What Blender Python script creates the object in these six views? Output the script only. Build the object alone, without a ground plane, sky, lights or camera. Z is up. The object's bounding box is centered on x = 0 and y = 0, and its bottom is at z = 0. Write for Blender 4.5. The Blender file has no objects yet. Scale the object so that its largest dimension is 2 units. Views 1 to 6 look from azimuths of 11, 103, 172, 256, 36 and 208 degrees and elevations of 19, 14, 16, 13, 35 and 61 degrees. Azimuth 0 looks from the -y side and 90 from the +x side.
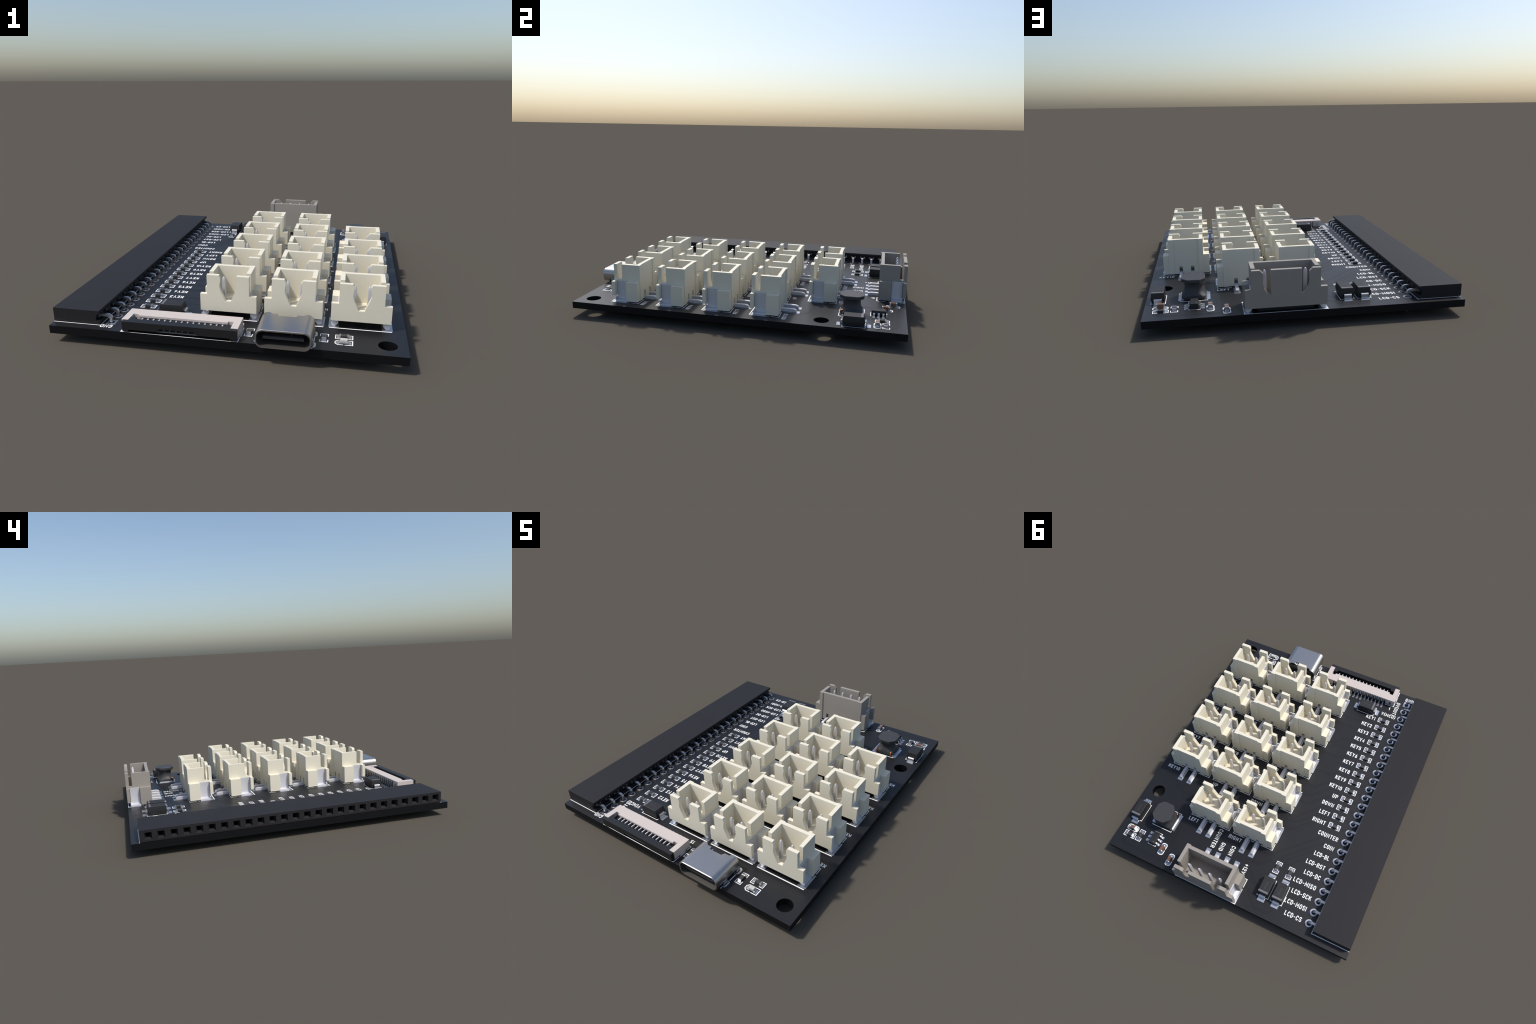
"""Black circuit board with a female pin header, rows of cream wire sockets, a grey power
socket, a USB-C port, a ribbon-cable connector and small surface-mount parts.
All part sizes are written in board millimetres (z = 0 is the board's top face)."""
import bpy, math, random
from mathutils import Vector

random.seed(7)
S = 2.0 / 71.14            # metres per board millimetre
ZT = 0.0883                # height of the board's top face in metres
THICK = 1.46               # board thickness
LOW = -ZT / S              # lowest pin tip
XW, Y0, Y1 = 30.0, -34.43, 35.57

# ------------------------------------------------------------------ materials
def material(name, col, rough=0.5, metal=0.0, spec=0.5, var=0.06, scale=60.0, bump=0.0, coat=0.0):
    m = bpy.data.materials.new(name)
    m.use_nodes = True
    nt = m.node_tree
    b = nt.nodes["Principled BSDF"]
    b.inputs["Roughness"].default_value = rough
    b.inputs["Metallic"].default_value = metal
    b.inputs["Specular IOR Level"].default_value = spec
    b.inputs["Coat Weight"].default_value = coat
    tc = nt.nodes.new("ShaderNodeTexCoord")
    nz = nt.nodes.new("ShaderNodeTexNoise")
    nz.inputs["Scale"].default_value = scale
    nz.inputs["Detail"].default_value = 4.0
    nt.links.new(tc.outputs["Object"], nz.inputs["Vector"])
    rp = nt.nodes.new("ShaderNodeValToRGB")
    rp.color_ramp.elements[0].position = 0.3
    rp.color_ramp.elements[1].position = 0.7
    lo = [max(0.0, c * (1 - var)) for c in col]
    hi = [min(1.0, c * (1 + var)) for c in col]
    rp.color_ramp.elements[0].color = (*lo, 1)
    rp.color_ramp.elements[1].color = (*hi, 1)
    nt.links.new(nz.outputs["Fac"], rp.inputs["Fac"])
    nt.links.new(rp.outputs["Color"], b.inputs["Base Color"])
    if bump:
        bn = nt.nodes.new("ShaderNodeBump")
        bn.inputs["Strength"].default_value = bump
        bn.inputs["Distance"].default_value = 0.002
        n2 = nt.nodes.new("ShaderNodeTexNoise")
        n2.inputs["Scale"].default_value = scale * 8
        nt.links.new(tc.outputs["Object"], n2.inputs["Vector"])
        nt.links.new(n2.outputs["Fac"], bn.inputs["Height"])
        nt.links.new(bn.outputs["Normal"], b.inputs["Normal"])
    return m

M_BOARD = material("solder_mask_black", (0.0108, 0.0111, 0.0135), 0.42, spec=0.42, var=0.05, scale=6)
M_EDGE = material("board_edge_black", (0.0031, 0.0034, 0.0048), 0.55, spec=0.22, var=0.04)
M_TRACE = material("trace_groove", (0.0076, 0.0078, 0.0098), 0.47, spec=0.33, var=0.03)
M_SILK = material("white_ink", (0.86, 0.86, 0.85), 0.6, spec=0.3, var=0.02)
M_PAD = material("tinned_pad", (0.62, 0.64, 0.68), 0.32, metal=0.9, var=0.03)
M_CREAM = material("cream_nylon", (0.72, 0.675, 0.545), 0.5, spec=0.3, var=0.015)
M_GREY = material("grey_nylon", (0.295, 0.27, 0.237), 0.5, spec=0.28, var=0.015)
M_TIN = material("tin_plating", (0.58, 0.58, 0.61), 0.48, metal=0.3, var=0.03)
M_PIN = material("header_pin_metal", (0.42, 0.42, 0.43), 0.28, metal=0.95, var=0.04)
M_HEAD = material("header_black_plastic", (0.0178, 0.0168, 0.0190), 0.58, spec=0.22, var=0.04)
M_HOLE = material("socket_hole_black", (0.004, 0.004, 0.004), 0.7, spec=0.2, var=0.02)
M_STEEL = material("brushed_steel", (0.475, 0.462, 0.45), 0.36, metal=1.0, var=0.01)
M_BLACK = material("black_moulding", (0.011, 0.011, 0.012), 0.45, spec=0.4, var=0.04)
M_FFC = material("pinkish_white_plastic", (0.535, 0.475, 0.44), 0.55, spec=0.3, var=0.015)
M_EPOXY = material("black_epoxy", (0.018, 0.018, 0.019), 0.5, spec=0.4, var=0.06)
M_BAND = material("grey_band_ink", (0.14, 0.14, 0.155), 0.6, var=0.03)
M_MARK = material("faint_marking_ink", (0.05, 0.05, 0.055), 0.6, var=0.03)
M_FERRITE = material("grey_ferrite", (0.042, 0.042, 0.045), 0.5, spec=0.4, var=0.08, bump=0.1)
M_COPPER = material("copper_wire", (0.72, 0.26, 0.11), 0.3, metal=0.8, var=0.05)
M_CERAMIC = material("brown_ceramic", (0.17, 0.085, 0.05), 0.5, var=0.06)
M_CHIP = material("black_resistor_glaze", (0.042, 0.042, 0.042), 0.4, var=0.05)
M_CAP = material("solder_end_cap", (0.55, 0.56, 0.58), 0.28, metal=0.9, var=0.03)
M_CAP_DARKENED = material("darkened_end_cap", (0.42, 0.42, 0.43), 0.3, metal=0.85, var=0.04)  # cap metal toned down for the dark reflections on resistor ends
M_INNER = material("shell_inside", (0.17, 0.163, 0.152), 0.42, metal=0.7, var=0.02)  # shell steel darkened to paint the shade inside the port mouth
M_SLOT = material("cable_slot_grey", (0.11, 0.108, 0.105), 0.5, var=0.03)
M_LED = material("milky_lens", (0.50, 0.485, 0.455), 0.4, var=0.02)
M_GREEN = material("green_mark_ink", (0.03, 0.35, 0.09), 0.5, var=0.02)
M_TONGUE = material("dark_tongue_plastic", (0.035, 0.037, 0.042), 0.4, var=0.04)

# ------------------------------------------------------------------ mesh helpers (millimetres)
class Shape:
    def __init__(self):
        self.v, self.f, self.m, self.mats = [], [], [], []
    def mat(self, m):
        if m not in self.mats:
            self.mats.append(m)
        return self.mats.index(m)
    def add(self, verts, faces, m):
        o, k = len(self.v), self.mat(m)
        self.v += [tuple(p) for p in verts]
        for f in faces:
            self.f.append([o + i for i in f]); self.m.append(k)
    def box(self, x0, x1, y0, y1, z0, z1, m):
        x0, x1 = min(x0, x1), max(x0, x1)
        y0, y1 = min(y0, y1), max(y0, y1)
        self.add([(x0, y0, z0), (x1, y0, z0), (x1, y1, z0), (x0, y1, z0),
                  (x0, y0, z1), (x1, y0, z1), (x1, y1, z1), (x0, y1, z1)],
                 [(3, 2, 1, 0), (4, 5, 6, 7), (0, 1, 5, 4), (1, 2, 6, 5), (2, 3, 7, 6), (3, 0, 4, 7)], m)
    def prism(self, poly, axis, a, b, m, caps=True, skip=()):
        """Extrude a 2D outline along an axis: 'x' uses (y,z), 'y' uses (x,z), 'z' uses (x,y)."""
        put = {"x": lambda p, t: (t, p[0], p[1]), "y": lambda p, t: (p[0], t, p[1]), "z": lambda p, t: (p[0], p[1], t)}[axis]
        area = sum(poly[i][0] * poly[(i + 1) % len(poly)][1] - poly[(i + 1) % len(poly)][0] * poly[i][1] for i in range(len(poly)))
        if (area < 0) != (axis == "y"):
            poly = poly[::-1]; 
        n = len(poly)
        vs = [put(p, a) for p in poly] + [put(p, b) for p in poly]
        fs = []
        for i in range(n):
            j = (i + 1) % n
            fs.append((i, j, n + j, n + i))
        if caps:
            fs += [tuple(range(n))[::-1], tuple(range(n, 2 * n))]
        self.add(vs, fs, m)
    def loft(self, rings, m, cap0=True, cap1=True):
        n = len(rings[0])
        vs = [p for r in rings for p in r]
        fs = []
        for k in range(len(rings) - 1):
            for i in range(n):
                j = (i + 1) % n
                fs.append((k * n + i, k * n + j, (k + 1) * n + j, (k + 1) * n + i))
        if cap0: fs.append(tuple(range(n))[::-1])
        if cap1: fs.append(tuple((len(rings) - 1) * n + i for i in range(n)))
        self.add(vs, fs, m)
    def ribbon(self, pts, w, z, m, closed=False, cap=True):
        """Flat ink line with mitred corners lying at height z."""
        P = [Vector(p) for p in pts]
        n = len(P)
        if cap and not closed:
            P = P[:]
            P[0] = P[0] + (P[0] - P[1]).normalized() * w * 0.4
            P[-1] = P[-1] + (P[-1] - P[-2]).normalized() * w * 0.4
        L, R = [], []
        for i in range(n):
            a = P[i] - P[i - 1] if (i or closed) else P[1] - P[0]
            b = P[(i + 1) % n] - P[i] if (i < n - 1 or closed) else P[-1] - P[-2]
            a.normalize(); b.normalize()
            na, nb = Vector((-a.y, a.x)), Vector((-b.y, b.x))
            mt = na + nb
            if mt.length < 1e-4: mt = na.copy()
            mt.normalize()
            k = w / 2 / max(0.5, mt.dot(na))
            L.append(P[i] + mt * k); R.append(P[i] - mt * k)
        vs = [(p.x, p.y, z) for p in L] + [(p.x, p.y, z) for p in R]
        fs = [(n + i, n + (i + 1) % n, (i + 1) % n, i) for i in range(n if closed else n - 1)]
        self.add(vs, fs, m)
    def mesh(self, name, smooth=None):
        me = bpy.data.meshes.new(name)
        me.from_pydata([(x * S, y * S, z * S) for x, y, z in self.v], [], self.f)
        for m in self.mats: me.materials.append(m)
        me.polygons.foreach_set("material_index", self.m)
        me.update()
        if smooth is not None:
            me.polygons.foreach_set("use_smooth", [True] * len(me.polygons))
            me.set_sharp_from_angle(angle=math.radians(smooth))
        return me

ROOT = bpy.data.objects.new("circuit_board", None)
bpy.context.scene.collection.objects.link(ROOT)
ROOT["label"] = "black circuit board with rows of cream plug sockets"
ROOT["category"] = "circuit board"

def place(name, me, parent=ROOT, at=(0, 0, 0), turn=0.0, stuff=False):
    o = bpy.data.objects.new(name, me)
    bpy.context.scene.collection.objects.link(o)
    o.parent = parent
    z = at[2] * S + (ZT if parent is ROOT else 0.0)
    o.location = (at[0] * S, at[1] * S, z)
    o.rotation_euler = (0, 0, math.radians(turn))
    if stuff: o["kind"] = "stuff"
    return o

def bevelled(me, width_mm, segs=2, smooth=14):
    import bmesh
    bm = bmesh.new(); bm.from_mesh(me)
    bmesh.ops.remove_doubles(bm, verts=bm.verts, dist=1e-6)
    bmesh.ops.bevel(bm, geom=[e for e in bm.edges if e.calc_face_angle(0) > 0.4], offset=width_mm * S,
                    segments=segs, profile=0.5, affect='EDGES', clamp_overlap=True)
    bm.to_mesh(me); bm.free()
    me.polygons.foreach_set("use_smooth", [True] * len(me.polygons))
    me.set_sharp_from_angle(angle=math.radians(smooth))
    return me

def circle(cx, cy, r, n=32, a0=0.0):
    return [(cx + r * math.cos(a0 + 2 * math.pi * i / n), cy + r * math.sin(a0 + 2 * math.pi * i / n)) for i in range(n)]

# ------------------------------------------------------------------ board panel with drilled holes
PITCH, PIN_N, PIN_X, PIN_Y0 = 2.54, 26, -19.88, -31.33
PINS_Y = [PIN_Y0 + PITCH * i for i in range(PIN_N)]
HOLES = [(26.83, -31.2), (26.8, 18.88)]

def drilled_panel():
    cu = bpy.data.curves.new("panel_outline", "CURVE")
    cu.dimensions = "2D"; cu.fill_mode = "BOTH"; cu.extrude = THICK * S / 2
    def spline(pts):
        sp = cu.splines.new("POLY"); sp.points.add(len(pts) - 1); sp.use_cyclic_u = True
        for q, p in zip(sp.points, pts): q.co = (p[0] * S, p[1] * S, 0, 1)
    spline([(-XW, Y0), (XW, Y0), (XW, Y1), (-XW, Y1)])
    for h in HOLES: spline(circle(h[0], h[1], 1.54, 48))
    for y in PINS_Y: spline(circle(PIN_X, y, 0.52, 20))
    tmp = bpy.data.objects.new("tmp_panel", cu)
    bpy.context.scene.collection.objects.link(tmp)
    dg = bpy.context.evaluated_depsgraph_get(); dg.update()
    me = bpy.data.meshes.new_from_object(tmp.evaluated_get(dg))
    bpy.data.objects.remove(tmp)
    me.name = "board_panel"
    me.materials.clear()
    me.materials.append(M_BOARD); me.materials.append(M_EDGE)
    for p in me.polygons:
        p.material_index = 0 if abs(p.normal.z) > 0.9 else 1
        p.use_smooth = False
    return me
place("board_panel", drilled_panel(), at=(0, 0, -THICK / 2))

# ------------------------------------------------------------------ plated rings and pads
def ring_mesh(name, r0, r1, z, square=False, thick=0.03):
    s = Shape(); n = 32
    inner = circle(0, 0, r0, n)
    if square:
        outer = []
        for x, y in inner:
            k = r1 / max(abs(x), abs(y)); outer.append((x * k, y * k))
    else:
        outer = circle(0, 0, r1, n)
    vs = [(x, y, z) for x, y in inner] + [(x, y, z) for x, y in outer] + [(x, y, z - thick) for x, y in outer] + [(x, y, z - 0.8) for x, y in inner]
    fs = []
    for i in range(n):
        j = (i + 1) % n
        fs += [(i, n + i, n + j, j), (n + i, 2 * n + i, 2 * n + j, n + j), (i, j, 3 * n + j, 3 * n + i)]
    s.add(vs, fs, M_PAD)
    return s.mesh(name)
RING, SQUARE_RING = ring_mesh("round_pad", 0.5, 0.84, 0.03), ring_mesh("square_pad", 0.5, 0.84, 0.03, True)
for i, y in enumerate(PINS_Y):
    place("plated_hole", SQUARE_RING if i == 0 else RING, at=(PIN_X, y, 0))
s = Shape()
for y in PINS_Y:
    pts0, pts1 = circle(PIN_X, y, 0.5, 20), circle(PIN_X, y, 0.84, 20)
    vs = [(x, yy, -THICK - 0.02) for x, yy in pts0] + [(x, yy, -THICK - 0.02) for x, yy in pts1]
    s.add(vs, [(i, (i + 1) % 20, 20 + (i + 1) % 20, 20 + i) for i in range(20)], M_PAD)
place("underside_pad", s.mesh("underside_pads"), stuff=True)

PADS = {}
def pad(cx, cy, w, h, z=0.02):
    key = (round(w, 3), round(h, 3))
    if key not in PADS:
        t = Shape(); t.box(-w / 2, w / 2, -h / 2, h / 2, -0.01, 0.02, M_PAD); PADS[key] = t.mesh("solder_pad")
    place("solder_pad", PADS[key], at=(cx, cy, 0))

# ------------------------------------------------------------------ ink: outlines and stroke lettering
INK = Shape()
ink_step = [0]
def ink(pts, w=0.16, closed=False):
    ink_step[0] = (ink_step[0] + 1) % 5
    INK.ribbon(pts, w, 0.032 + 0.003 * ink_step[0], M_SILK, closed)

OVAL = [(0, .25), (0, .75), (.28, 1), (.72, 1), (1, .75), (1, .25), (.72, 0), (.28, 0)]
# glyph: (relative width, [(closed, points), ...]) on a unit square of stroke centres
GLYPHS = {
    "A": (1.0, [(0, [(0, 0), (.5, 1), (1, 0)]), (0, [(.2, .32), (.8, .32)])]),
    "B": (1.0, [(1, [(0, 0), (0, 1), (.7, 1), (.98, .85), (.98, .66), (.78, .53), (1, .38), (1, .16), (.72, 0)]), (0, [(.2, .53), (.6, .53)])]),
    "C": (1.0, [(0, [(1, .80), (.72, 1), (.28, 1), (0, .76), (0, .24), (.28, 0), (.72, 0), (1, .20)])]),
    "D": (1.0, [(1, [(0, 0), (0, 1), (.6, 1), (1, .72), (1, .28), (.6, 0)])]),
    "E": (.9, [(0, [(1, 1), (0, 1), (0, 0), (1, 0)]), (0, [(.2, .52), (.8, .52)])]),
    "F": (.9, [(0, [(1, 1), (0, 1), (0, 0)]), (0, [(.2, .5), (.8, .5)])]),
    "G": (1.0, [(0, [(1, .84), (.72, 1), (.28, 1), (0, .76), (0, .24), (.28, 0), (.72, 0), (1, .24), (1, .42), (.68, .42)])]),
    "H": (1.0, [(0, [(0, 0), (0, 1)]), (0, [(1, 0), (1, 1)]), (0, [(.2, .5), (.8, .5)])]),
    "I": (.02, [(0, [(.5, 0), (.5, 1)])]),
    "J": (.8, [(0, [(1, 1), (1, .24), (.72, 0), (.28, 0), (0, .24)])]),
    "K": (1.05, [(0, [(0, 0), (0, 1)]), (0, [(1, 1), (.15, .42)]), (0, [(.5, .6), (1.05, 0)])]),
    "L": (.85, [(0, [(0, 1), (0, 0), (1, 0)])]),
    "M": (1.4, [(0, [(0, 0), (0, 1), (.5, .3), (1, 1), (1, 0)])]),
    "N": (1.1, [(0, [(0, 0), (0, 1), (1, 0), (1, 1)])]),
    "O": (1.0, [(1, OVAL)]),
    "P": (1.0, [(0, [(0, 0), (0, 1), (.7, 1), (1, .84), (1, .6), (.7, .44), (.2, .44)])]),
    "R": (1.0, [(0, [(0, 0), (0, 1), (.7, 1), (1, .84), (1, .62), (.7, .47), (.2, .47)]), (0, [(.58, .4), (1.02, 0)])]),
    "S": (1.0, [(0, [(1, .82), (.72, 1), (.28, 1), (0, .82), (0, .66), (.25, .54), (.75, .46), (1, .34), (1, .18), (.72, 0), (.28, 0), (0, .18)])]),
    "T": (.95, [(0, [(0, 1), (1, 1)]), (0, [(.5, .9), (.5, 0)])]),
    "U": (1.0, [(0, [(0, 1), (0, .24), (.28, 0), (.72, 0), (1, .24), (1, 1)])]),
    "V": (1.05, [(0, [(0, 1), (.5, 0), (1, 1)])]),
    "W": (1.6, [(0, [(0, 1), (.25, 0), (.5, .85), (.75, 0), (1, 1)])]),
    "Y": (1.05, [(0, [(0, 1), (.5, .45), (1, 1)]), (0, [(.5, .4), (.5, 0)])]),
    "0": (1.0, [(1, OVAL)]),
    "1": (.3, [(0, [(0, .78), (.9, 1), (.9, 0)])]),
    "2": (1.0, [(0, [(0, .74), (.28, 1), (.72, 1), (1, .78), (1, .62), (0, .0), (1, 0)])]),
    "3": (1.0, [(0, [(0, 1), (1, 1), (.5, .6), (.75, .58), (1, .4), (1, .2), (.72, 0), (.28, 0), (0, .22)])]),
    "4": (1.05, [(0, [(.72, 0), (.72, 1), (0, .25), (1, .25)])]),
    "5": (1.0, [(0, [(.95, 1), (.08, 1), (.02, .5), (.3, .62), (.72, .62), (1, .42), (1, .2), (.72, 0), (.28, 0), (0, .14)])]),
    "6": (1.0, [(0, [(.72, 1), (.05, .42)]), (1, [(0, .22), (0, .38), (.28, .58), (.72, .58), (1, .38), (1, .22), (.72, 0), (.28, 0)])]),
    "7": (.95, [(0, [(0, 1), (1, 1), (.35, 0)])]),
    "8": (1.0, [(1, [(.05, .7), (.05, .82), (.3, 1), (.7, 1), (.95, .82), (.95, .7), (.72, .54), (.28, .54)]),
                (1, [(0, .2), (0, .36), (.28, .54), (.72, .54), (1, .36), (1, .2), (.72, 0), (.28, 0)])]),
    "9": (1.0, [(0, [(.28, 0), (.95, .58)]), (1, [(0, .78), (0, .62), (.28, .42), (.72, .42), (1, .62), (1, .78), (.72, 1), (.28, 1)])]),
    "-": (.6, [(0, [(0, .46), (1, .46)])]),
    "+": (.9, [(0, [(0, .46), (1, .46)]), (0, [(.5, .1), (.5, .36)]), (0, [(.5, .56), (.5, .82)])]),
    "(": (.35, [(0, [(1, 1.1), (.1, .78), (.1, .22), (1, -.1)])]),
    ")": (.35, [(0, [(0, 1.1), (.9, .78), (.9, .22), (0, -.1)])]),
}

def lettering(text, length, height, stroke, mat, z=0.035):
    """Mesh of stroke letters; origin at the start of the base line, running along +x."""
    gh = height - stroke
    unit = sum(GLYPHS[c][0] for c in text)
    gap_ratio = 0.86                     # side bearing relative to one glyph width, incl. the stroke
    k = (length - stroke) / (unit + gap_ratio * (len(text) - 1))
    s = Shape(); x = stroke / 2
    for c in text:
        w, strokes = GLYPHS[c]
        for n, (closed, pts) in enumerate(strokes):
            s.ribbon([(x + px * w * k, stroke / 2 + py * gh) for px, py in pts], stroke, z + 0.003 * n, mat, bool(closed))
        x += (w + gap_ratio) * k
    return s.mesh("printed_label")

LETTERS = {}
def label(text, x, y, turn, length, height=1.08, stroke=0.175):
    """Place a printed word: (x, y) is the start of its base line, turn its reading direction."""
    key = (text, length, height)
    if key not in LETTERS: LETTERS[key] = lettering(text, length, height, stroke, M_SILK)
    place("printed_label", LETTERS[key], at=(x, y, 0), turn=turn)

# words beside the pin header read towards -x; they end at a common edge
KEYWORDS = ["KEY%d" % i for i in range(1, 11)] + ["UP", "DOWN", "LEFT", "RIGHT"]
WIDTHS = {"UP": 1.36, "DOWN": 2.95, "LEFT": 2.62, "RIGHT": 3.25, "KEY10": 3.2, "KEY1": 2.45}
for i, word in enumerate(KEYWORDS):
    L = WIDTHS.get(word, 2.74)
    label(word, -13.87 + L, PINS_Y[3 + i] + 0.60, 180, L)
SIGNALS = [("COUNTER", 4.93), ("COIN", 2.4), ("LCD-BL", 3.7), ("LCD-RST", 4.6), ("LCD-DC", 3.95), ("LCD-MISO", 5.42),
           ("LCD-SCK", 4.7), ("LCD-MOSI", 5.2), ("LCD-CS", 4.0)]
for i, (word, L) in enumerate(SIGNALS):
    label(word, -18.17 + L, PINS_Y[17 + i] + 0.62, 180, L)
label("GND", -19.1, -32.4, 180, 2.15, 1.05)
label("V(MCU)", -14.7, -25.62, 180, 3.85, 1.0)
label("5V(OUT)", -17.3, -31.15, 90, 4.6, 0.98)
label("1", -15.9, -27.85, 180, 0.42, 0.9)
label("15", 2.95, -27.6, 180, 0.95, 0.9, 0.14)
label("COUNTER", 8.15, 21.2, 90, 4.9, 1.03)
label("GND", 6.05, 23.93, 90, 2.1, 1.03)
label("COIN", 3.5, 23.66, 90, 2.42, 1.03)
label("+12V", -1.3, 26.2, 90, 2.42, 0.98)

# ------------------------------------------------------------------ female pin header
def header_housing():
    s = Shape()
    ya, yb = -32.70, 33.82
    xf = -29.97
    prof = [(xf, 0.12), (-21.4, 0.12), (-21.4, 0.72), (-22.1, 0.76), (-22.0, 1.86), (-21.45, 2.1), (-21.47, 2.56), (xf, 2.56)]
    n = len(prof)
    vs = [(x, ya, z) for x, z in prof] + [(x, yb, z) for x, z in prof]
    fs = [(i, n + i, n + i + 1, i + 1) for i in range(n - 1)]          # the front face is built cell by cell
    fs = [f[::-1] for f in fs]
    fs += [tuple(range(n)), tuple(range(n, 2 * n))[::-1]]
    s.add(vs, fs, M_HEAD)
    zc = 1.29
    for i, y in enumerate(PINS_Y):
        a = ya if i == 0 else y - PITCH / 2
        b = yb if i == PIN_N - 1 else y + PITCH / 2
        outer = [(a, 0.12), (b, 0.12), (b, 2.56), (a, 2.56)]
        sq = lambda h: [(y - h, zc - h), (y + h, zc - h), (y + h, zc + h), (y - h, zc + h)]
        rings = [[(xf, p, q) for p, q in outer], [(xf, p, q) for p, q in sq(0.74)],
                 [(xf + 0.75, p, q) for p, q in sq(0.40)]]
        s.loft(rings, M_HEAD, False, False)
        s.loft([rings[2], [(xf + 7.4, p, q) for p, q in sq(0.40)]], M_HOLE, False, True)
    return s.mesh("pin_header")
HEADER = place("pin_header", header_housing())
# bent pin: a square wire swept along its bend
def bent_pin():
    s = Shape(); h, hy = 0.22, 0.27
    path = [(-2.3, 1.34)] + [(-0.52 + 0.52 * math.sin(t), 0.82 + 0.52 * math.cos(t)) for t in [i * math.pi / 16 for i in range(9)]] + [(0.0, LOW + 0.25), (0.0, LOW)]
    rings = []
    for i, (x, z) in enumerate(path):
        a = Vector(path[max(0, i - 1)]); b = Vector(path[min(len(path) - 1, i + 1)])
        d = (b - a).normalized(); nx, nz = -d.y, d.x
        e = 1.0 if i < len(path) - 1 else 0.55
        k, w = h * e, hy * e
        rings.append([(x + nx * k, -w, z + nz * k), (x + nx * k, w, z + nz * k), (x - nx * k, w, z - nz * k), (x - nx * k, -w, z - nz * k)])
    s.loft(rings, M_PIN)
    return s.mesh("header_pin", smooth=50)
BENT = bent_pin()
clip = Shape(); clip.box(-0.12, 0.3, -0.62, -0.36, -0.28, 0.28, M_PIN); clip.box(-0.12, 0.3, 0.36, 0.62, -0.28, 0.28, M_PIN)
CLIP = clip.mesh("contact_clip")
for y in PINS_Y:
    place("header_pin", BENT, HEADER, (PIN_X, y, 0))
    place("contact_clip", CLIP, HEADER, (-22.02, y, 1.36))
ink([(-29.9, -32.82), (-21.28, -32.82), (-21.28, 33.92), (-29.9, 33.92)], 0.16)

# ------------------------------------------------------------------ wire sockets (side walls, notched front wall, anchor tabs)
def socket_housing(pins, mat, notch, gap, rear_y, front_y, low, floor, strip):
    """Local frame: pins along x, front wall at -y. Returns the housing mesh."""
    s = Shape()
    hw = 1.25 * (pins - 1) + 2.48                    # half width of the shroud
    hb = hw + 1.26                                   # half width of the foot blocks and ears
    wall, top, ledge = 0.78, 8.05, 4.48
    fb = front_y + 0.74                              # back of the front wall
    gy = fb + gap                                    # front end of the side walls
    mid = hw - strip
    # rear wall: proud ends, slightly set-back middle, with slots for the leads
    yi = rear_y - 0.90
    s.box(-hw, -mid, yi, rear_y, 0.25, top, mat); s.box(mid, hw, yi, rear_y, 0.25, top, mat)
    s.box(-mid, mid, yi, rear_y - 0.16, 1.97, top, mat)
    xs = [-mid] + [v for p in range(pins) for v in (1.25 * (2 * p - pins + 1) - 0.37, 1.25 * (2 * p - pins + 1) + 0.37)] + [mid]
    for a, b in zip(xs[0::2], xs[1::2]):
        s.box(a, b, yi, rear_y - 0.16, 0.25, 1.97, mat)
    # side walls
    for d in (-1, 1):
        s.box(d * (hw - wall), d * hw, gy, yi, floor, top, mat)
        s.box(d * (hw - wall), d * hw, fb, gy, floor, 4.78, mat)
        r = 0.30
        s.prism([(gy, 4.78), (gy, 4.78 + r), (gy - r * 0.3, 4.78 + r * 0.3), (gy - r, 4.78)], "x", d * (hw - wall), d * hw, mat)
        s.box(d * hw, d * hb, rear_y - 2.72, rear_y - 0.12, 0.25, 4.48, mat)
        s.box(d * (hw - 0.9), d * hw, rear_y - 2.72, yi, 0.25, floor - 0.3, mat)
    s.box(-hw, hw, fb, yi, low, floor, mat)
    s.box(-hw + 0.9, hw - 0.9, yi - 1.2, yi - 0.9, 0.25, low, mat)
    # front wall with ears and notches
    prof = [(-hb, low), (-hb, ledge), (-hw, ledge), (-hw, top)] + notch + [(hw, top), (hw, ledge), (hb, ledge), (hb, low)]
    s.prism(prof, "y", front_y, fb, mat)
    return s.mesh("socket_housing")

def contact_pin(rear_y, pin_y, tip, lead_end):
    """Upright square post with a tapered tip, and a flat lead that leaves under the rear wall."""
    s = Shape(); h = 0.32
    sq = lambda k, z, o=0: [(-k, pin_y - k, z), (k, pin_y - k, z), (k, pin_y + k, z), (-k, pin_y + k, z)]
    s.loft([sq(h, 0.5), sq(h, tip - 0.85), sq(h * 0.8, tip - 0.35), sq(h * 0.45, tip - 0.06), sq(h * 0.3, tip)], M_TIN)
    prof = [(pin_y + h, 0.08), (pin_y + h, 0.76), (lead_end - 0.75, 0.76), (lead_end - 0.3, 0.66), (lead_end - 0.06, 0.48), (lead_end, 0.32), (lead_end - 0.1, 0.12), (lead_end - 0.3, 0.06)]
    s.prism(prof, "x", -0.34, 0.34, M_TIN)
    me = s.mesh("contact_pin")
    return bevelled(me, 0.05, 1)

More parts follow.
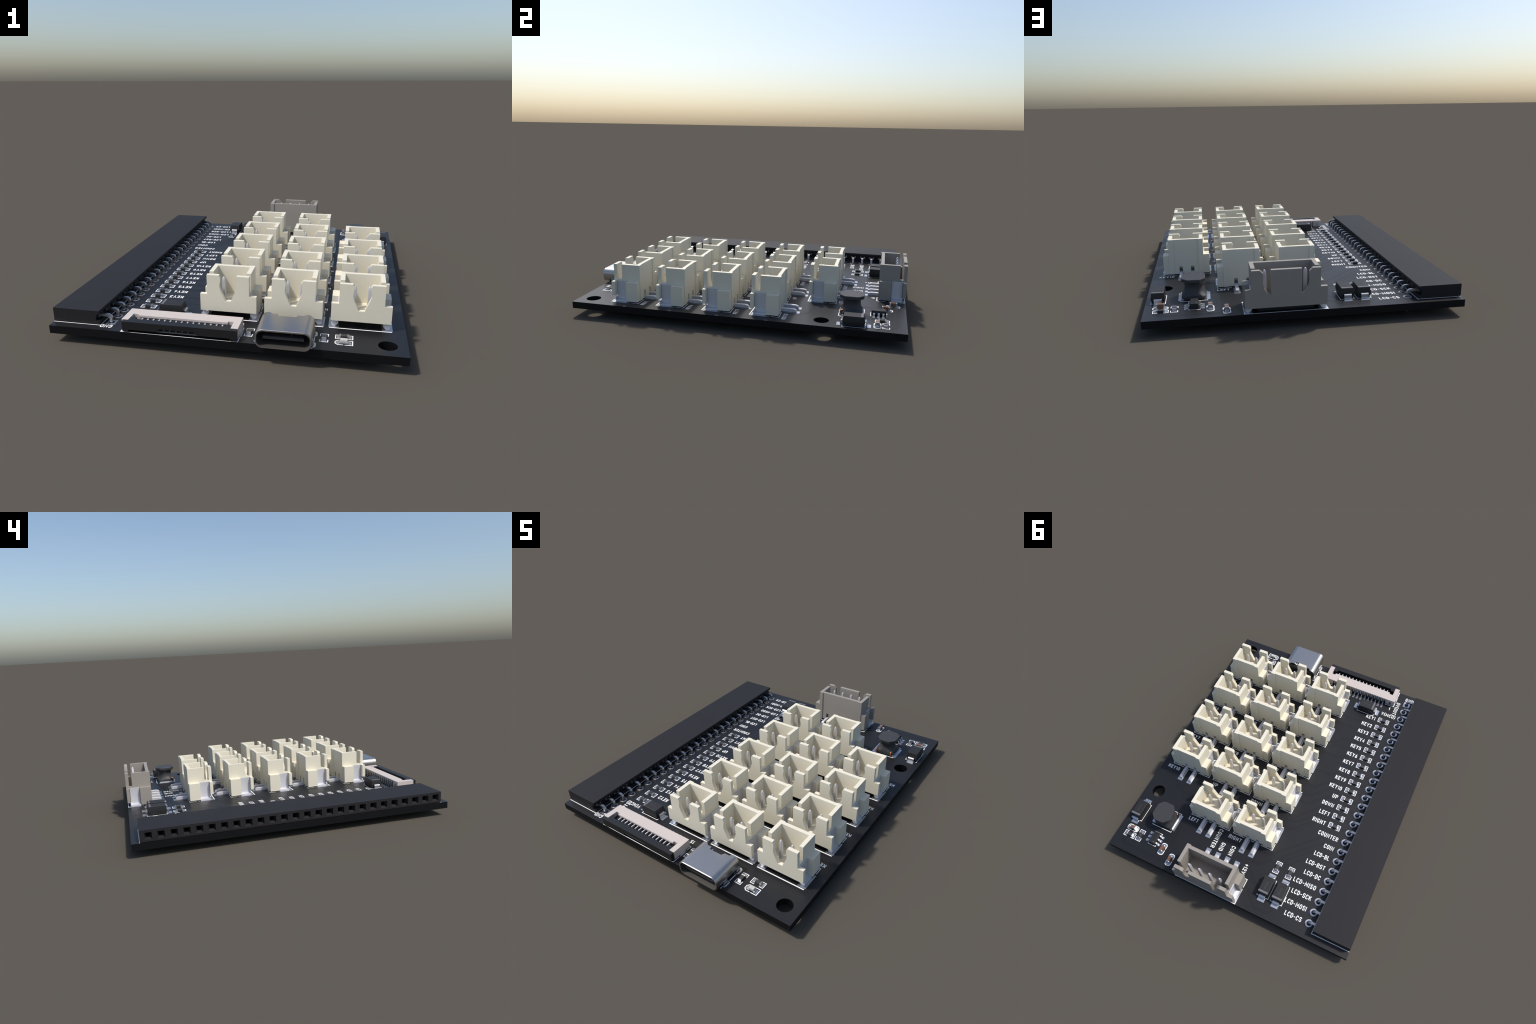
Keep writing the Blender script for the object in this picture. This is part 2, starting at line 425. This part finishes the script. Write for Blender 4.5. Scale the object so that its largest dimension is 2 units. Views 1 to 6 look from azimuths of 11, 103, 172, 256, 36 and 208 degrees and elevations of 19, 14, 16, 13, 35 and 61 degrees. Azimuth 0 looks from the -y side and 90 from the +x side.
def anchor_tab(hw, y_back, y_front, y_toe):
    """Solder tab beside the shroud: a plate that flares outwards at its foot (for the +x side)."""
    s = Shape()
    prof = [(hw + 0.03, 4.42), (hw + 0.25, 4.42), (hw + 0.25, 1.0), (hw + 0.36, 0.62), (hw + 0.72, 0.42), (hw + 1.05, 0.42), (hw + 1.1, 0.06), (hw + 0.4, 0.06), (hw + 0.03, 0.5)]
    s.prism(prof, "y", y_front, y_back, M_TIN)
    toe = [(hw + 0.72 + 0.5 * math.cos(t), 0.52 + 0.5 * math.sin(t)) for t in [2 * math.pi * i / 16 for i in range(16)]]
    s.prism(toe, "y", y_toe, y_front, M_TIN)
    return s.mesh("anchor_tab", smooth=35)

KEY_NOTCH = [(-1.58, 8.05), (-1.34, 7.62), (-1.36, 7.1), (-1.48, 6.4), (-1.5, 5.9), (-1.36, 5.4), (-0.5, 3.36),
             (0.5, 3.36), (1.36, 5.4), (1.5, 5.9), (1.48, 6.4), (1.36, 7.1), (1.34, 7.62), (1.58, 8.05)]
SOCKET = socket_housing(2, M_CREAM, KEY_NOTCH, 1.1, 3.05, -2.95, 1.37, 2.75, 1.07)
SOCKET_PIN = contact_pin(3.05, -0.65, 7.02, 6.12)
SOCKET_TAB_R = anchor_tab(3.73, 0.32, -2.15, -2.28)
SOCKET_TAB_L = SOCKET_TAB_R.copy()
SOCKET_TAB_L.transform(__import__("mathutils").Matrix.Scale(-1, 4, (1, 0, 0))); SOCKET_TAB_L.flip_normals()

COLS, ROWS = [22.51, 11.1, -0.3], [-23.36, -13.15, -2.92, 7.31, 17.67]
def wire_socket(cx, cy, word):
    o = place("wire_socket", SOCKET, at=(cx, cy, 0))
    for d in (-1.25, 1.25): place("contact_pin", SOCKET_PIN, o, (d, 0, 0))
    place("anchor_tab", SOCKET_TAB_R, o); place("anchor_tab", SOCKET_TAB_L, o)
    for d in (-1, 1):
        pad(cx + d * 1.25, cy + 4.87, 1.27, 3.7)
        pad(cx + d * 4.47, cy - 0.82, 1.75, 3.9)
    fy, ry = cy - 3.03, cy + 3.1
    ink([(cx - 5.1, fy), (cx + 5.1, fy)], 0.24)
    for d in (-1, 1):
        ink([(cx + d * 5.12, ry - 1.6), (cx + d * 5.12, ry), (cx + d * 2.2, ry)], 0.15)
    ink([(cx - 0.35, ry), (cx + 0.35, ry)], 0.15)
    L = WIDTHS.get(word, 2.74)
    start = {"KEY10": 5.95, "UP": 4.55, "LEFT": 5.2, "DOWN": 5.2, "RIGHT": 5.7}.get(word, 5.6)
    label(word, cx + start, cy + 4.60, 180, {"LEFT": 2.5, "DOWN": 2.95}.get(word, L), 0.93)
GRID = [["KEY1", "KEY2", "KEY3"], ["KEY4", "KEY5", "KEY6"], ["KEY7", "KEY8", "KEY9"], ["KEY10", "UP", "DOWN"], [None, "LEFT", "RIGHT"]]
for r, row in enumerate(GRID):
    for c, word in enumerate(row):
        if word: wire_socket(COLS[c], ROWS[r], word)

# grey four-way power socket, turned to face the +y edge
PW = (4.23, 32.57)
arc = lambda cx, sg: [(cx + sg * 0.02, 8.05), (cx + sg * 0.62, 7.45), (cx + sg * 0.55, 5.5), (cx + sg * 0.75, 4.7), (cx + sg * 1.2, 3.95), (cx + sg * 1.6, 3.5), (cx + sg * 2.0, 3.4), (cx + sg * 2.0, 8.05)]
left = arc(-4.78, 1)
right = [(-x, z) for x, z in left][::-1]
POWER = socket_housing(4, M_GREY, left + right, 0.78, 2.95, -2.98, 1.02, 1.95, 0.92)
gap_box = Shape(); gap_box.box(-5.2, 5.2, -1.9, -1.4, 0.06, 1.02, M_BLACK); GAP_BOX = gap_box.mesh("dark_gap_box")
pw = place("power_socket", POWER, at=(PW[0], PW[1], 0), turn=180)
place("dark_gap_box", GAP_BOX, pw)
PW_PIN = contact_pin(2.95, -0.92, 7.55, 5.42)
for i in range(4): place("contact_pin", PW_PIN, pw, (-3.75 + 2.5 * i, 0, 0))
PW_TAB_R = anchor_tab(6.23, 0.15, -2.15, -2.28)
PW_TAB_L = PW_TAB_R.copy(); PW_TAB_L.transform(__import__("mathutils").Matrix.Scale(-1, 4, (1, 0, 0))); PW_TAB_L.flip_normals()
place("anchor_tab", PW_TAB_R, pw); place("anchor_tab", PW_TAB_L, pw)
for i in range(4): pad(0.48 + 2.5 * i, 28.2, 1.2, 3.3)
for d in (-1, 1):
    pad(PW[0] + d * 6.95, 33.5, 1.6, 3.6)
    ink([(PW[0] + d * 5.0, 29.38), (PW[0] + d * 7.63, 29.38), (PW[0] + d * 7.63, 31.3)], 0.17)
    ink([(PW[0] + d * 7.63, 34.7), (PW[0] + d * 7.63, 35.43)], 0.17)
ink([(PW[0] - 7.7, 35.43), (PW[0] + 7.7, 35.43)], 0.17)
INK.add([(10.0, 27.95, 0.035), (10.45, 28.88, 0.035), (9.55, 28.88, 0.035)], [(0, 1, 2)], M_SILK)

# ------------------------------------------------------------------ USB-C port
UX, UW, UH, UR = 10.63, 4.47, 3.2, 1.25
def stadium(hw, z0, z1, r, n=8):
    """Rounded-rectangle outline in (x, z), counter-clockwise from the right side."""
    pts = []
    for cx, cz, a0 in ((hw - r, z1 - r, 0), (-hw + r, z1 - r, 90), (-hw + r, z0 + r, 180), (hw - r, z0 + r, 270)):
        for i in range(n + 1):
            a = math.radians(a0 + 90 * i / n)
            pts.append((cx + r * math.cos(a), cz + r * math.sin(a)))
    return pts
def usb_shell():
    s = Shape()
    yf = -35.57
    steps = [3.1, 2.9, 2.65, 2.5, 1.62, 1.5, 1.42, 0.0, -1.42, -1.5, -1.62, -2.5, -2.65, -2.9, -3.1]
    def outline(inset):                    # rounded outline with extra points along the roof
        pts = stadium(UW - inset, inset, UH - inset, UR - inset)
        return pts[:9] + [(u, UH - inset) for u in steps] + pts[9:]
    def rear(x, z):            # the roof is cut back in the middle, the flanks reach furthest
        u = abs(x)
        if z < UH * 0.9 or u >= 3.1: return -28.88
        if u >= 2.65: return -29.43 + 0.55 * ((u - 2.65) / 0.45) ** 0.8
        if u >= 1.6: return -29.43
        return -30.1
    out, lip, inn = outline(0.0), outline(0.05), outline(0.27)
    s.loft([[(x, yf, z) for x, z in lip], [(x, yf + 0.09, z) for x, z in out], [(x, rear(x, z), z) for x, z in out]], M_STEEL, False, False)
    s.loft([[(x, yf, z) for x, z in inn], [(x, yf, z) for x, z in lip]], M_STEEL, False, False)
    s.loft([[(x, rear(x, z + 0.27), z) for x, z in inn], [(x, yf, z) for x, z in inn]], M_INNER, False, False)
    s.loft([[(x, rear(x, z), z) for x, z in out], [(x, rear(x, w), w) for x, w in inn]], M_STEEL, False, False)
    return s.mesh("usb_port", smooth=24)
USB = place("usb_port", usb_shell(), at=(UX, 0, 0))
def usb_core():
    s = Shape()
    core = stadium(UW - 0.32, 0.3, UH - 0.02 - 0.3, UR - 0.32)
    rear = stadium(UW - 0.5, 0.15, UH - 0.55, UR - 0.5)
    s.loft([[(x, y, z) for x, z in core] for y in (-30.15, -31.2)], M_BLACK)
    s.loft([[(x, -28.72, z) for x, z in stadium(UW - 0.75, 0.3, UH - 0.8, UR - 0.6)], [(x, -28.95, z) for x, z in rear], [(x, -30.2, z) for x, z in rear]], M_BLACK)
    return s.mesh("plastic_core", smooth=40)
place("plastic_core", usb_core(), USB)
t = Shape(); t.box(-3.25, 3.25, -35.08, -31.0, 1.48, 1.95, M_TONGUE)
for i in (0, 2, 5, 7): t.box(-2.95 + 0.8 * i, -2.65 + 0.8 * i, -34.3, -31, 1.94, 1.965, M_COPPER)
place("contact_tongue", bevelled(t.mesh("contact_tongue"), 0.18, 3), USB)
# roof flaps at the rear centre, folded down
t = Shape()
for d in (-1, 1):
    t.prism([(d * 0.95, -30.12), (d * 1.62, -30.12), (d * 1.5, -29.5), (d * 1.15, -29.4)], "z", UH - 0.6, UH - 0.36, M_STEEL)
place("roof_flap", bevelled(t.mesh("roof_flap"), 0.06, 2), USB)
# mounting tabs and their oval pads on both flanks
t = Shape()
t.box(4.2, 4.52, -0.5, 0.5, -0.4, 1.0, M_STEEL)
TAB = bevelled(t.mesh("mounting_tab"), 0.07, 2)
t = Shape()
rim = lambda rx, ry: [(rx * math.cos(a), (ry - rx) * (1 if math.sin(a) > 0 else -1) + rx * math.sin(a)) for a in [2 * math.pi * (i + 0.5) / 28 for i in range(28)]]
t.prism(rim(0.62, 0.95), "z", -0.01, 0.045, M_PAD)
t.prism(rim(0.26, 0.6), "z", -0.01, 0.06, M_HOLE)
OVALPAD = t.mesh("oval_pad")
for y in (-33.08, -29.28):
    for d in (0, 180):
        o = place("mounting_tab", TAB, USB, (0, y, 0), turn=d)
        place("oval_pad", OVALPAD, USB, ((1 if d == 0 else -1) * 4.36, y, 0))
for d in (-1, 1):
    ink([(UX + d * 4.58, -31.95), (UX + d * 4.58, -30.4)], 0.18)
    ink([(UX + d * 4.35, -34.36), (UX + d * 4.42, -34.3)], 0.2)

# ------------------------------------------------------------------ ribbon-cable connector
FX0, FX1 = -16.8, 3.1
CONTACT_X = [-13.85 + 1.0 * i for i in range(15)]
def ribbon_housing():
    s = Shape()
    s.box(FX0, FX1, -31.42, -29.42, 1.70, 2.05, M_FFC)                       # roof
    s.box(-14.68, 0.98, -31.86, -31.42, 1.70, 2.05, M_FFC)
    s.box(FX0, -15.62, -33.76, -31.42, 0.25, 2.05, M_FFC)                    # arms
    s.box(1.92, FX1, -33.76, -31.42, 0.25, 2.05, M_FFC)
    s.box(FX0, FX1, -31.42, -30.0, 0.25, 1.70, M_FFC)
    s.box(FX0, -14.45, -30.0, -29.42, 0.25, 1.70, M_FFC)                     # rear end blocks
    s.box(0.75, FX1, -30.0, -29.42, 0.25, 1.70, M_FFC)
    for x in CONTACT_X[:-1]:
        s.box(x + 0.32, x + 0.68, -30.0, -29.46, 0.35, 1.70, M_FFC)          # ribs between the leads
    return s.mesh("ribbon_connector")
FFC = place("ribbon_connector", ribbon_housing())
t = Shape()
t.prism([(-16.5, 0.3), (-16.5, 2.0), (3.05, 2.0), (3.05, 0.3), (1.95, 0.3), (1.95, 0.58), (-3.45, 0.58), (-4.1, 1.15), (-9.9, 1.15),
         (-10.45, 0.58), (-15.4, 0.58), (-15.4, 0.3)], "y", -34.55, -33.78, M_BLACK)
t.box(-15.58, 1.88, -33.78, -33.18, 0.6, 2.0, M_BLACK)
t.box(-15.58, 1.88, -32.88, -31.5, 0.3, 1.05, M_BLACK); t.box(-15.58, 1.88, -33.18, -32.88, 0.3, 0.5, M_BLACK)
t.box(-15.58, -14.55, -33.18, -32.6, 1.42, 2.0, M_BLACK)
t.box(0.85, 1.88, -33.18, -32.6, 1.42, 2.0, M_BLACK)
place("latch_bar", t.mesh("latch_bar"), FFC)
t = Shape(); t.box(-15.4, 1.95, -34.15, -33.5, 0.36, 0.56, M_SLOT)
for i in range(6): t.prism([(-9.6 + 1.05 * i, 0.5), (-9.35 + 1.05 * i, 0.5), (-9.0 + 1.05 * i, 1.1), (-9.25 + 1.05 * i, 1.1)], "y", -34.0, -33.8, M_SLOT)
place("cable_slot_floor", t.mesh("cable_slot_floor"), FFC)
t = Shape()
t.box(-0.11, 0.11, -32.72, -31.4, 1.38, 1.56, M_TIN)
t.prism([(-29.75, 1.6), (-29.45, 1.6), (-29.3, 1.45), (-29.3, 0.35), (-28.95, 0.16), (-28.2, 0.16), (-28.2, 0.03), (-29.05, 0.03), (-29.5, 0.3), (-29.55, 1.4), (-29.75, 1.45)], "x", -0.15, 0.15, M_PIN)
FC = t.mesh("ribbon_contact")
for x in CONTACT_X:
    place("ribbon_contact", FC, FFC, (x, 0, 0))
    pad(x, -28.4, 0.5, 1.1)
t = Shape()
for x in (FX0 - 0.18, FX1 - 0.02): t.box(x, x + 0.2, -32.3, -30.9, 0.03, 0.75, M_TIN)
for x in (-16.0,): t.box(x, x + 0.55, -29.44, -29.36, 0.5, 1.3, M_PIN); 
place("anchor_plate", t.mesh("anchor_plate"), FFC)
for d, x in ((-1, FX0), (1, FX1)):
    pad(x + d * -0.1, -31.6, 0.75, 1.9)
    ink([(x + d * 0.08, -34.36), (x + d * 0.08, -32.75)], 0.16)
    ink([(x + d * 0.08, -30.45), (x + d * 0.08, -29.3), (x - d * 2.3, -29.3)], 0.16)
ink([(FX0, -34.36), (FX1, -34.36)], 0.13)
INK.add([(-16.7, -33.95, 0.05), (-17.05, -34.38, 0.05), (-16.4, -34.38, 0.05)], [(0, 1, 2)], M_SILK)

# ------------------------------------------------------------------ diodes (long side along local x, band at -x)
def diode_body():
    s = Shape()
    rc = lambda hx, hy, z: [(-hx, -hy, z), (hx, -hy, z), (hx, hy, z), (-hx, hy, z)]
    s.loft([rc(2.0, 1.12, 0.12), rc(2.17, 1.3, 0.85), rc(2.17, 1.3, 1.1), rc(1.97, 1.17, 2.13)], M_EPOXY)
    return bevelled(s.mesh("diode"), 0.06, 2)
DIODE = diode_body()
t = Shape()
t.prism([(2.12, 1.06), (2.42, 1.06), (2.62, 0.88), (2.62, 0.03), (1.3, 0.03), (1.3, 0.1), (2.44, 0.16), (2.44, 0.82), (2.12, 0.82)], "y", -0.73, 0.73, M_CAP)
TERMINAL = bevelled(t.mesh("terminal"), 0.05, 2)
t = Shape(); t.box(-1.78, -1.40, -1.14, 1.14, 2.1, 2.142, M_BAND); BAND = t.mesh("polarity_band")
MARK = lettering("SMAJ12A", 1.75, 0.42, 0.05, M_MARK, 0)
def diode(cx, cy, turn, outline):
    o = place("diode", DIODE, at=(cx, cy, 0), turn=turn)
    place("terminal", TERMINAL, o); place("terminal", TERMINAL, o, turn=180)
    place("polarity_band", BAND, o); place("printed_mark", MARK, o, (-0.85, -0.2, 2.142))
    c, sn = math.cos(math.radians(turn)), math.sin(math.radians(turn))
    for d in (-1, 1):
        if turn % 180: pad(cx, cy + d * 2.35, 1.66, 1.98)
        else: pad(cx + d * 2.35, cy, 1.98, 1.66)
    for d in outline:
        w2 = lambda x, y: (cx + x * c - y * sn, cy + x * sn + y * c)
        ink([w2(-2.25, d * 1.02), w2(-2.25, d * 1.37), w2(2.25, d * 1.37), w2(2.25, d * 1.02)], 0.13)
    ink([w2(-2.28, -1.4), w2(-2.28, 1.4)], 0.13)
diode(-10.68, -25.72, 0, (-1, 1))
diode(-8.2, 29.13, -90, (1, -1))
diode(-11.53, 29.13, -90, (1, -1))
diode(27.62, 25.32, -90, (1, -1))

# ------------------------------------------------------------------ drum-core inductor
IX, IY = 20.84, 24.43
def drum_core():
    s = Shape(); n = 48
    def ring(hx, hy, cut, z, rnd=0.0, shift=0.0):
        pts = []
        for i in range(n):
            a = 2 * math.pi * (i + 0.5) / n
            c, sn = math.cos(a), math.sin(a)
            r_oct = min(hx / max(1e-6, abs(c)), hy / max(1e-6, abs(sn)), (hx + hy - cut) / (abs(c) + abs(sn)))
            r_c = (hx + hy) / 2
            r = r_oct * (1 - rnd) + r_c * rnd
            pts.append((r * c, r * sn, z))
        return pts
    s.loft([ring(2.36, 2.18, 0.6, 0.18), ring(2.4, 2.24, 0.65, 0.66), ring(2.32, 2.2, 0.85, 0.95, .15), ring(2.12, 2.08, 1.0, 1.25, 0.45),
            ring(1.92, 1.94, 1.0, 1.65, 0.8), ring(1.78, 1.84, 1, 2.15, 1), ring(1.74, 1.8, 1, 2.6, 1), ring(1.8, 1.9, 1, 3.0, 1),
            ring(1.98, 2.12, 1, 3.28, .7), ring(2.18, 2.36, 1.1, 3.46, .2), ring(2.28, 2.48, 1.15, 3.58), ring(2.28, 2.5, 1.15, 4.12), ring(2.22, 2.44, 1.12, 4.2)], M_FERRITE)
    return s.mesh("inductor", smooth=25)
ind = place("inductor", drum_core(), at=(IX, IY, 0))
t = Shape()
for d in (-1, 1): t.box(d * 1.5, d * 2.52, -1.85, 1.85, 0.03, 0.3, M_CAP)
place("terminal", bevelled(t.mesh("inductor_terminal"), 0.06, 2), ind)
for x in (-1.95, 1.8):
    s = Shape()
    path = [(-2.28, 0.25), (-2.3, 0.7), (-2.18, 1.02), (-1.9, 1.12), (-1.6, 1.1)]
    rings = [[(x + 0.13 * math.cos(a), y - 0.13 * math.sin(a) * (0.4 if i < 2 else 0.1) , z + 0.13 * math.sin(a) * (0.2 if i < 2 else 1)) for a in [2 * math.pi * k / 10 for k in range(10)]] for i, (y, z) in enumerate(path)]
    s.loft(rings, M_COPPER)
    place("winding_end", s.mesh("winding_end", smooth=60), ind)
pad(18.3, IY - 0.1, 1.1, 4.3); pad(23.35, IY - 0.1, 1.1, 4.3)
for d, yy in ((-1, 21.95), (1, 27.0)):
    ink([(18.3, yy - d * 0.2), (18.3, yy), (23.4, yy), (23.4, yy - d * 0.2)], 0.15)

# ------------------------------------------------------------------ six-lead regulator chip
CX, CY = 20.77, 29.98
s = Shape()
rc = lambda hx, hy, z: [(-hx, -hy, z), (hx, -hy, z), (hx, hy, z), (-hx, hy, z)]
s.loft([rc(0.72, 1.42, 0.1), rc(0.8, 1.48, 0.55), rc(0.8, 1.48, 0.68), rc(0.68, 1.42, 1.13)], M_EPOXY)
chip = place("regulator_chip", bevelled(s.mesh("regulator_chip"), 0.03, 1), at=(CX, CY, 0))
t = Shape()
t.prism([(0.76, 0.68), (1.0, 0.68), (1.14, 0.58), (1.2, 0.2), (1.5, 0.14), (1.5, 0.03), (1.12, 0.03), (1.03, 0.45), (0.95, 0.55), (0.76, 0.55)], "y", -0.2, 0.2, M_CAP)
LEAD = t.mesh("chip_lead")
for k in (-0.95, 0, 0.95):
    for d in (0, 180):
        place("chip_lead", LEAD, chip, (0, k, 0), turn=d)
        pad(CX + (1.42 if d == 0 else -1.42), CY + k, 0.95, 0.58)
t = Shape(); t.prism(circle(-0.4, 1.05, 0.13, 14), "z", 1.12, 1.14, M_BAND); place("orientation_dot", t.mesh("orientation_dot"), chip)
for d in (-1, 1):
    ink([(CX - 1.02, CY + d * 1.42), (CX - 1.02, CY + d * 1.64), (CX + 1.02, CY + d * 1.64), (CX + 1.02, CY + d * 1.42)], 0.14)

# ------------------------------------------------------------------ chip resistors, capacitors, lamp
def chip_part(name, body_mat, hl, hw, h, cap_mat=None, wrap=0.28):
    s = Shape(); s.box(-hl + wrap, hl - wrap, -hw + 0.03, hw - 0.03, 0.06, h - 0.04, body_mat)
    cap = Shape(); cap.box(hl - wrap - 0.02, hl, -hw, hw, 0.03, h, cap_mat or M_CAP)
    return s.mesh(name), bevelled(cap.mesh("end_cap"), 0.05, 2)
RES, CAPC, LEDP = chip_part("resistor", M_CHIP, 0.8, 0.4, 0.46, M_CAP_DARKENED, 0.28), chip_part("capacitor", M_CERAMIC, 0.8, 0.4, 1.0), chip_part("indicator_lamp", M_LED, 0.8, 0.36, 0.3)
def outline(cx, cy, turn, style):
    c, sn = math.cos(math.radians(turn)), math.sin(math.radians(turn))
    T = lambda x, y: (cx + x * c - y * sn, cy + x * sn + y * c)
    hx, hy, g = 1.38, 0.64, 0.42
    for d in (-1, 1):
        if style == "round":
            pts = [(0.2, -hy), (hx - 0.42, -hy), (hx - 0.12, -hy + 0.12), (hx, -hy + 0.42), (hx, hy - 0.42), (hx - 0.12, hy - 0.12), (hx - 0.42, hy), (0.2, hy)]
            w = 0.2
        elif style == "lamp":
            w = 0.17
            hy = 0.73
            pts = [(0.2, -hy), (hx, -hy), (hx, hy), (0.2, hy)] if d > 0 else [(0.15, -hy), (hx - 0.4, -hy), (hx, -hy + 0.4), (hx, hy - 0.4), (hx - 0.4, hy), (0.15, hy)]
        else:
            pts = [(0.62, -hy), (hx, -hy), (hx, hy), (0.62, hy)]
            w = 0.15
        ink([T(d * x, d * y) for x, y in pts], w)
def chip_at(kind, parts, cx, cy, turn, style):
    o = place(kind, parts[0], at=(cx, cy, 0), turn=turn)
    place("end_cap", parts[1], o); place("end_cap", parts[1], o, turn=180)
    for d in (-1, 1):
        if turn % 180: pad(cx, cy + d * 0.83, 0.82, 0.72)
        else: pad(cx + d * 0.83, cy, 0.72, 0.82)
    outline(cx, cy, turn, style)
    return o
for i in range(14): chip_at("resistor", RES, -16.1, PINS_Y[3 + i] - 0.13, 0, "square")
chip_at("resistor", RES, -8.33, 23.92, 90, "square")
chip_at("resistor", RES, -11.5, 23.95, 90, "square")
chip_at("resistor", RES, 26.88, 31.55, 0, "square")
chip_at("resistor", RES, 24.43, 30.78, 90, "square")
chip_at("resistor", RES, 16.75, -30.38, 90, "square")
chip_at("resistor", RES, 19.95, -29.6, 0, "square")
chip_at("resistor", RES, 4.4, -30.72, 90, "square")
chip_at("capacitor", CAPC, 27.0, 29.87, 0, "round")
chip_at("capacitor", CAPC, 17.86, 31.4, 90, "round")
chip_at("capacitor", CAPC, 14.92, 32.93, 90, "round")
lamp = chip_at("indicator_lamp", LEDP, 19.95, -31.5, 0, "lamp")
t = Shape()
t.loft([rc(0.6, 0.4, 0.25), rc(0.56, 0.38, 0.7)], M_LED)
place("lamp_lens", bevelled(t.mesh("lamp_lens"), 0.04, 2), lamp)
t = Shape(); t.box(-0.68, -0.57, 0.28, 0.4, 0.3, 0.36, M_GREEN); place("polarity_mark", t.mesh("polarity_mark"), lamp)

place("printed_outline", INK.mesh("printed_outline"), stuff=True)

# ------------------------------------------------------------------ faint copper traces under the mask
TR = Shape()
def trace(pts):
    for off in (-0.2, 0.2):
        n = len(pts); q = []
        for i in range(n):
            a = Vector(pts[max(0, i - 1)]); b = Vector(pts[min(n - 1, i + 1)])
            d = (b - a).normalized(); q.append((pts[i][0] - d.y * off, pts[i][1] + d.x * off))
        TR.ribbon(q, 0.12, 0.006 + 0.001 * random.randint(0, 5), M_TRACE, cap=False)
for i in range(14):
    y = PINS_Y[3 + i] - 0.13
    trace([(-17.5, y), (-18.6, y), (-19.0, y + 0.3)])
ROUTES = [
    [(-2.7, 22.1), (-5.3, 22.0), (-15.2, 12.1), (-18.8, 12.1)],
    [(-1.4, 23.8), (-2.8, 25.1), (-4.1, 25.1), (-5.9, 23.2), (-7.9, 23.0)],
    [(-8.2, 22.3), (-8.2, 21.2), (-15.0, 14.4), (-18.9, 14.4)],
    [(-9.5, 22.6), (-9.5, 21.4), (-13.6, 17.2), (-18.8, 17.1)],
    [(-10.2, 24.2), (-9.8, 22.7), (-12.6, 19.7), (-18.9, 19.6)],
    [(-1.0, 25.7), (-3.2, 27.3), (-5.8, 29.9), (-7.0, 29.9)],
    [(-3.5, 30.7), (-4.7, 31.4), (-6.7, 33.6), (-7.6, 34.2), (-10.6, 34.2), (-11.4, 33.2)],
    [(-3.3, 12.1), (-7.2, 12.1), (-12.0, 7.2), (-14.4, 7.0)],
    [(-4.3, 13.3), (-5.2, 14.1), (-7.1, 14.1), (-12.2, 9.2), (-14.5, 9.0)],
    [(-4.0, 10.9), (-6.4, 10.9), (-12.2, 4.9), (-14.4, 4.7)],
    [(-4.6, 4.4), (-7.2, 4.4), (-12.4, -0.8), (-14.4, -0.9)],
    [(-5.6, -12.1), (-6.3, -12.1), (-9.0, -14.8), (-12.6, -14.8), (-14.5, -16.2)],
    [(-5.0, -10.6), (-6.5, -10.6), (-8.0, -12.1), (-12.8, -12.1), (-14.4, -13.6)],
    [(-5.0, -8.7), (-9.7, -8.7), (-12.0, -11.0), (-14.4, -11.0)],
    [(-5.2, -3.2), (-9.7, -3.2), (-12.3, -5.9), (-14.5, -5.9)],
    [(-4.6, -18.6), (-12.4, -18.6), (-14.4, -18.7)],
    [(-5.6, -21.4), (-14.0, -21.4)],
    [(-5.6, 1.5), (-7.6, 1.5), (-12.6, -3.5), (-14.4, -3.5)],
    [(-5.0, 6.4), (-7.6, 6.4), (-12.8, 1.5), (-14.4, 1.6)],
    [(24.3, 14.2), (24.2, 14.9), (23.1, 15.9), (21.9, 16.3), (18.6, 16.3), (16.6, 17.6)],
    [(27.9, 32.5), (27.9, 32.8), (26.9, 33.8), (15.6, 33.9)],
    [(17.3, 25.0), (16.6, 27.0), (17.0, 29.8)],
]
for r in ROUTES: trace(r)
place("copper_trace", TR.mesh("copper_trace"), stuff=True)
v = Shape()
for k in range(14):
    x = -4.5 - 8.5 * random.random(); y = 12 + 12 * random.random()
    v.prism(circle(x, y, 0.11, 10), "z", 0.0, 0.012, M_TRACE)
place("via_hole", v.mesh("via_hole"), stuff=True)
